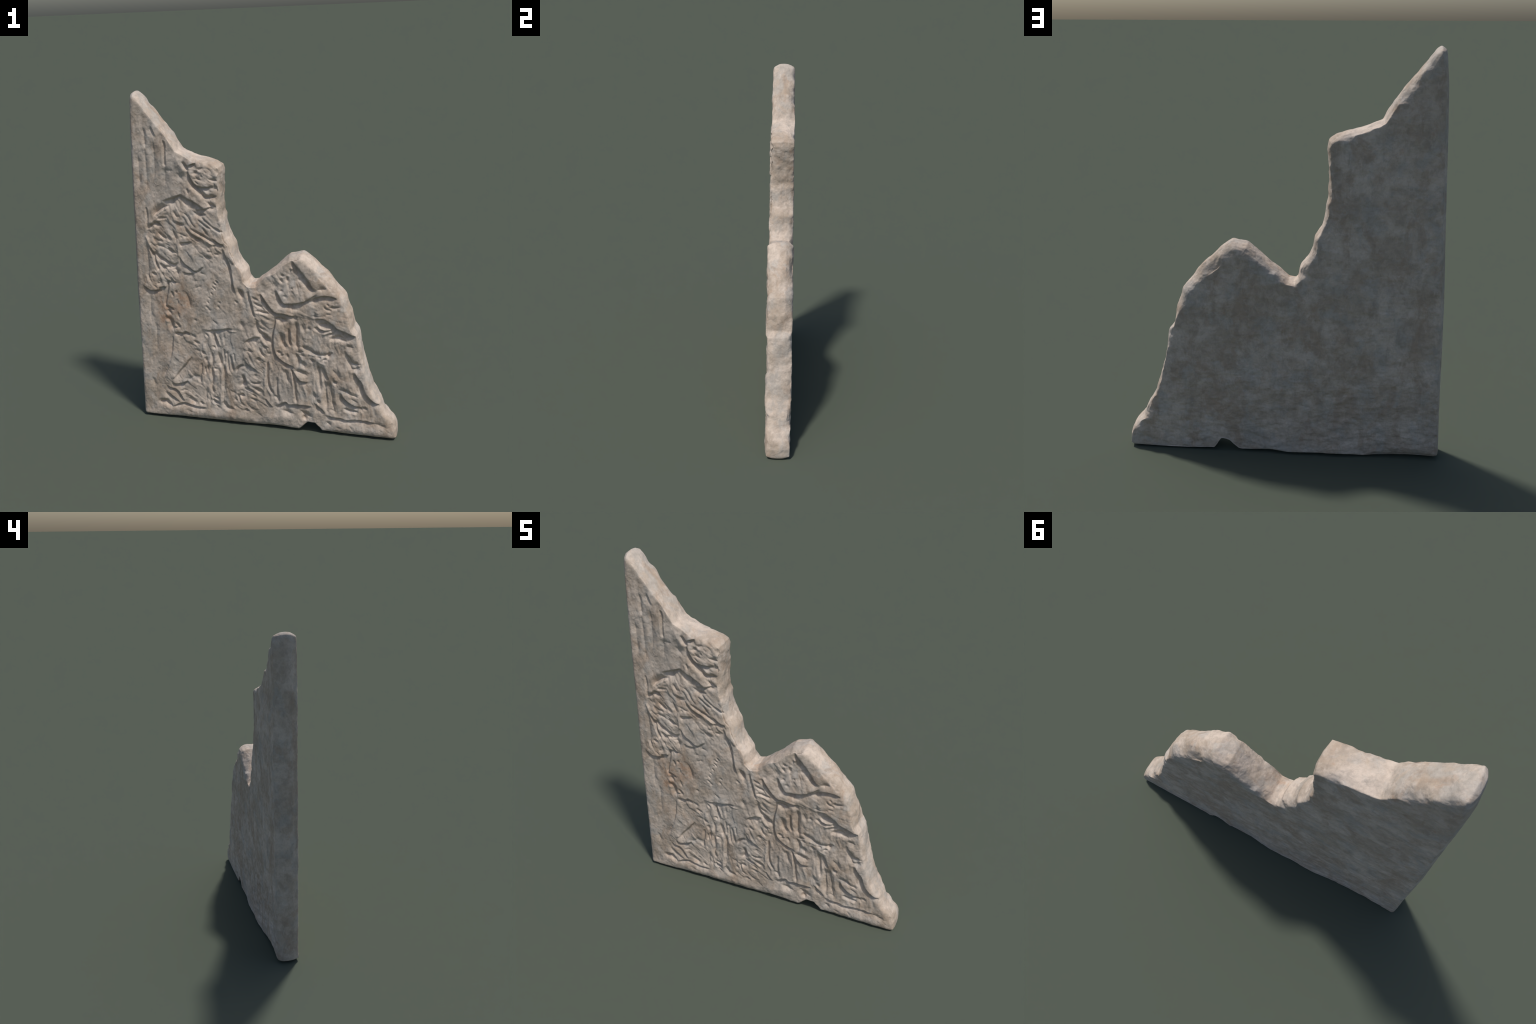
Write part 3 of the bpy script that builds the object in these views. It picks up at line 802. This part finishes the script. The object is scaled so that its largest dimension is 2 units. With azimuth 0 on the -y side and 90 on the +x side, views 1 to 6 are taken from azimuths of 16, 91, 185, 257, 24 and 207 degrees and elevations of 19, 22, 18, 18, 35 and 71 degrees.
    L(base, bsdf.inputs["Base Color"])
    bump = N("ShaderNodeBump")
    bump.inputs["Strength"].default_value = 0.45
    bump.inputs["Distance"].default_value = 0.008
    L(noise(42, 4, .5, (1, 1, .85), 1.0, .5), bump.inputs["Height"])
    L(bump.outputs[0], bsdf.inputs["Normal"])
    return mat


BEIGE = (0.475, 0.385, 0.305)
CREAM = (0.62, 0.52, 0.435)
GREY = (0.435, 0.415, 0.385)
TAN = (0.42, 0.315, 0.235)
UMBER = (0.27, 0.205, 0.15)
RUST = (0.45, 0.27, 0.17)
DUSK = (0.28, 0.24, 0.20)

# part names: carving region -> (object name, parent)
PARTS = {
    "torso": ("standing_man", None), "head": ("head", "torso"), "arm": ("arm", "torso"), "hand": ("hand", "torso"),
    "leg": ("leg", "torso"), "skirt": ("hanging_folds", "torso"), "cloak": ("cloak", "torso"),
    "child_torso": ("child", None), "child_head": ("head", "child_torso"),
    "woman_skirt": ("leaning_woman", None), "woman_torso": ("torso", "woman_skirt"),
    "woman_arm": ("arm", "woman_skirt"), "woman_sleeve": ("sleeve", "woman_skirt"),
    "ledge": ("ledge", None), "slab": ("slab", None),
}


def main():
    me = build_blank()
    carve(me)
    me.polygons.foreach_set("use_smooth", np.ones(len(me.polygons), bool))
    nv, nf = len(me.vertices), len(me.polygons)
    co = np.empty(nv * 3)
    me.vertices.foreach_get("co", co)
    co = co.reshape(-1, 3)
    co[:, 2] -= co[:, 2].min()
    me.vertices.foreach_set("co", co.ravel())
    me.update()
    vn = np.empty(nv * 3)
    me.vertices.foreach_get("normal", vn)
    vn = vn.reshape(-1, 3)
    centre = np.empty(nf * 3)
    me.polygons.foreach_get("center", centre)
    centre = centre.reshape(-1, 3)
    sizes = np.empty(nf, int)
    me.polygons.foreach_get("loop_total", sizes)
    starts = np.empty(nf, int)
    me.polygons.foreach_get("loop_start", starts)
    lv = np.empty(len(me.loops), int)
    me.loops.foreach_get("vertex_index", lv)
    assert (sizes == 4).all()
    quads = lv[starts[:, None] + np.arange(4)]

    names = ["slab"] + [r[0] for r in REGIONS] + ["ledge"]
    ident = np.zeros(nf, int)
    is_front = centre[:, 1] < -0.042
    x, z = centre[:, 0], centre[:, 2]
    ident[is_front & (z < 0.095 + 0.02 * np.sin(x * 9))] = len(names) - 1
    for k in reversed(range(len(REGIONS))):
        ident[is_front & inside(REGIONS[k][1], x, z)] = k + 1

    mat = marble()
    scene = bpy.context.scene.collection
    root = bpy.data.objects.new("relief_fragment", None)
    root["label"] = "broken marble relief slab carved with draped figures"
    root["category"] = "stone relief"
    scene.objects.link(root)
    objs = {}
    for k, key in enumerate(names):
        q = quads[ident == k]
        used, inv = np.unique(q, return_inverse=True)
        q = inv.reshape(-1, 4)
        pm = bpy.data.meshes.new(PARTS[key][0])
        pm.vertices.add(len(used))
        pm.vertices.foreach_set("co", co[used].ravel())
        pm.loops.add(len(q) * 4)
        pm.loops.foreach_set("vertex_index", q.ravel())
        pm.polygons.add(len(q))
        pm.polygons.foreach_set("loop_start", np.arange(len(q)) * 4)
        pm.update(calc_edges=True)
        pm.validate()
        pm.polygons.foreach_set("use_smooth", np.ones(len(q), bool))
        pm.normals_split_custom_set_from_vertices(vn[used])
        pm.materials.append(mat)
        ob = bpy.data.objects.new(PARTS[key][0], pm)
        scene.objects.link(ob)
        objs[key] = ob
    for key, ob in objs.items():
        parent = PARTS[key][1]
        ob.parent = objs[parent] if parent else root
    bpy.data.meshes.remove(me)


main()
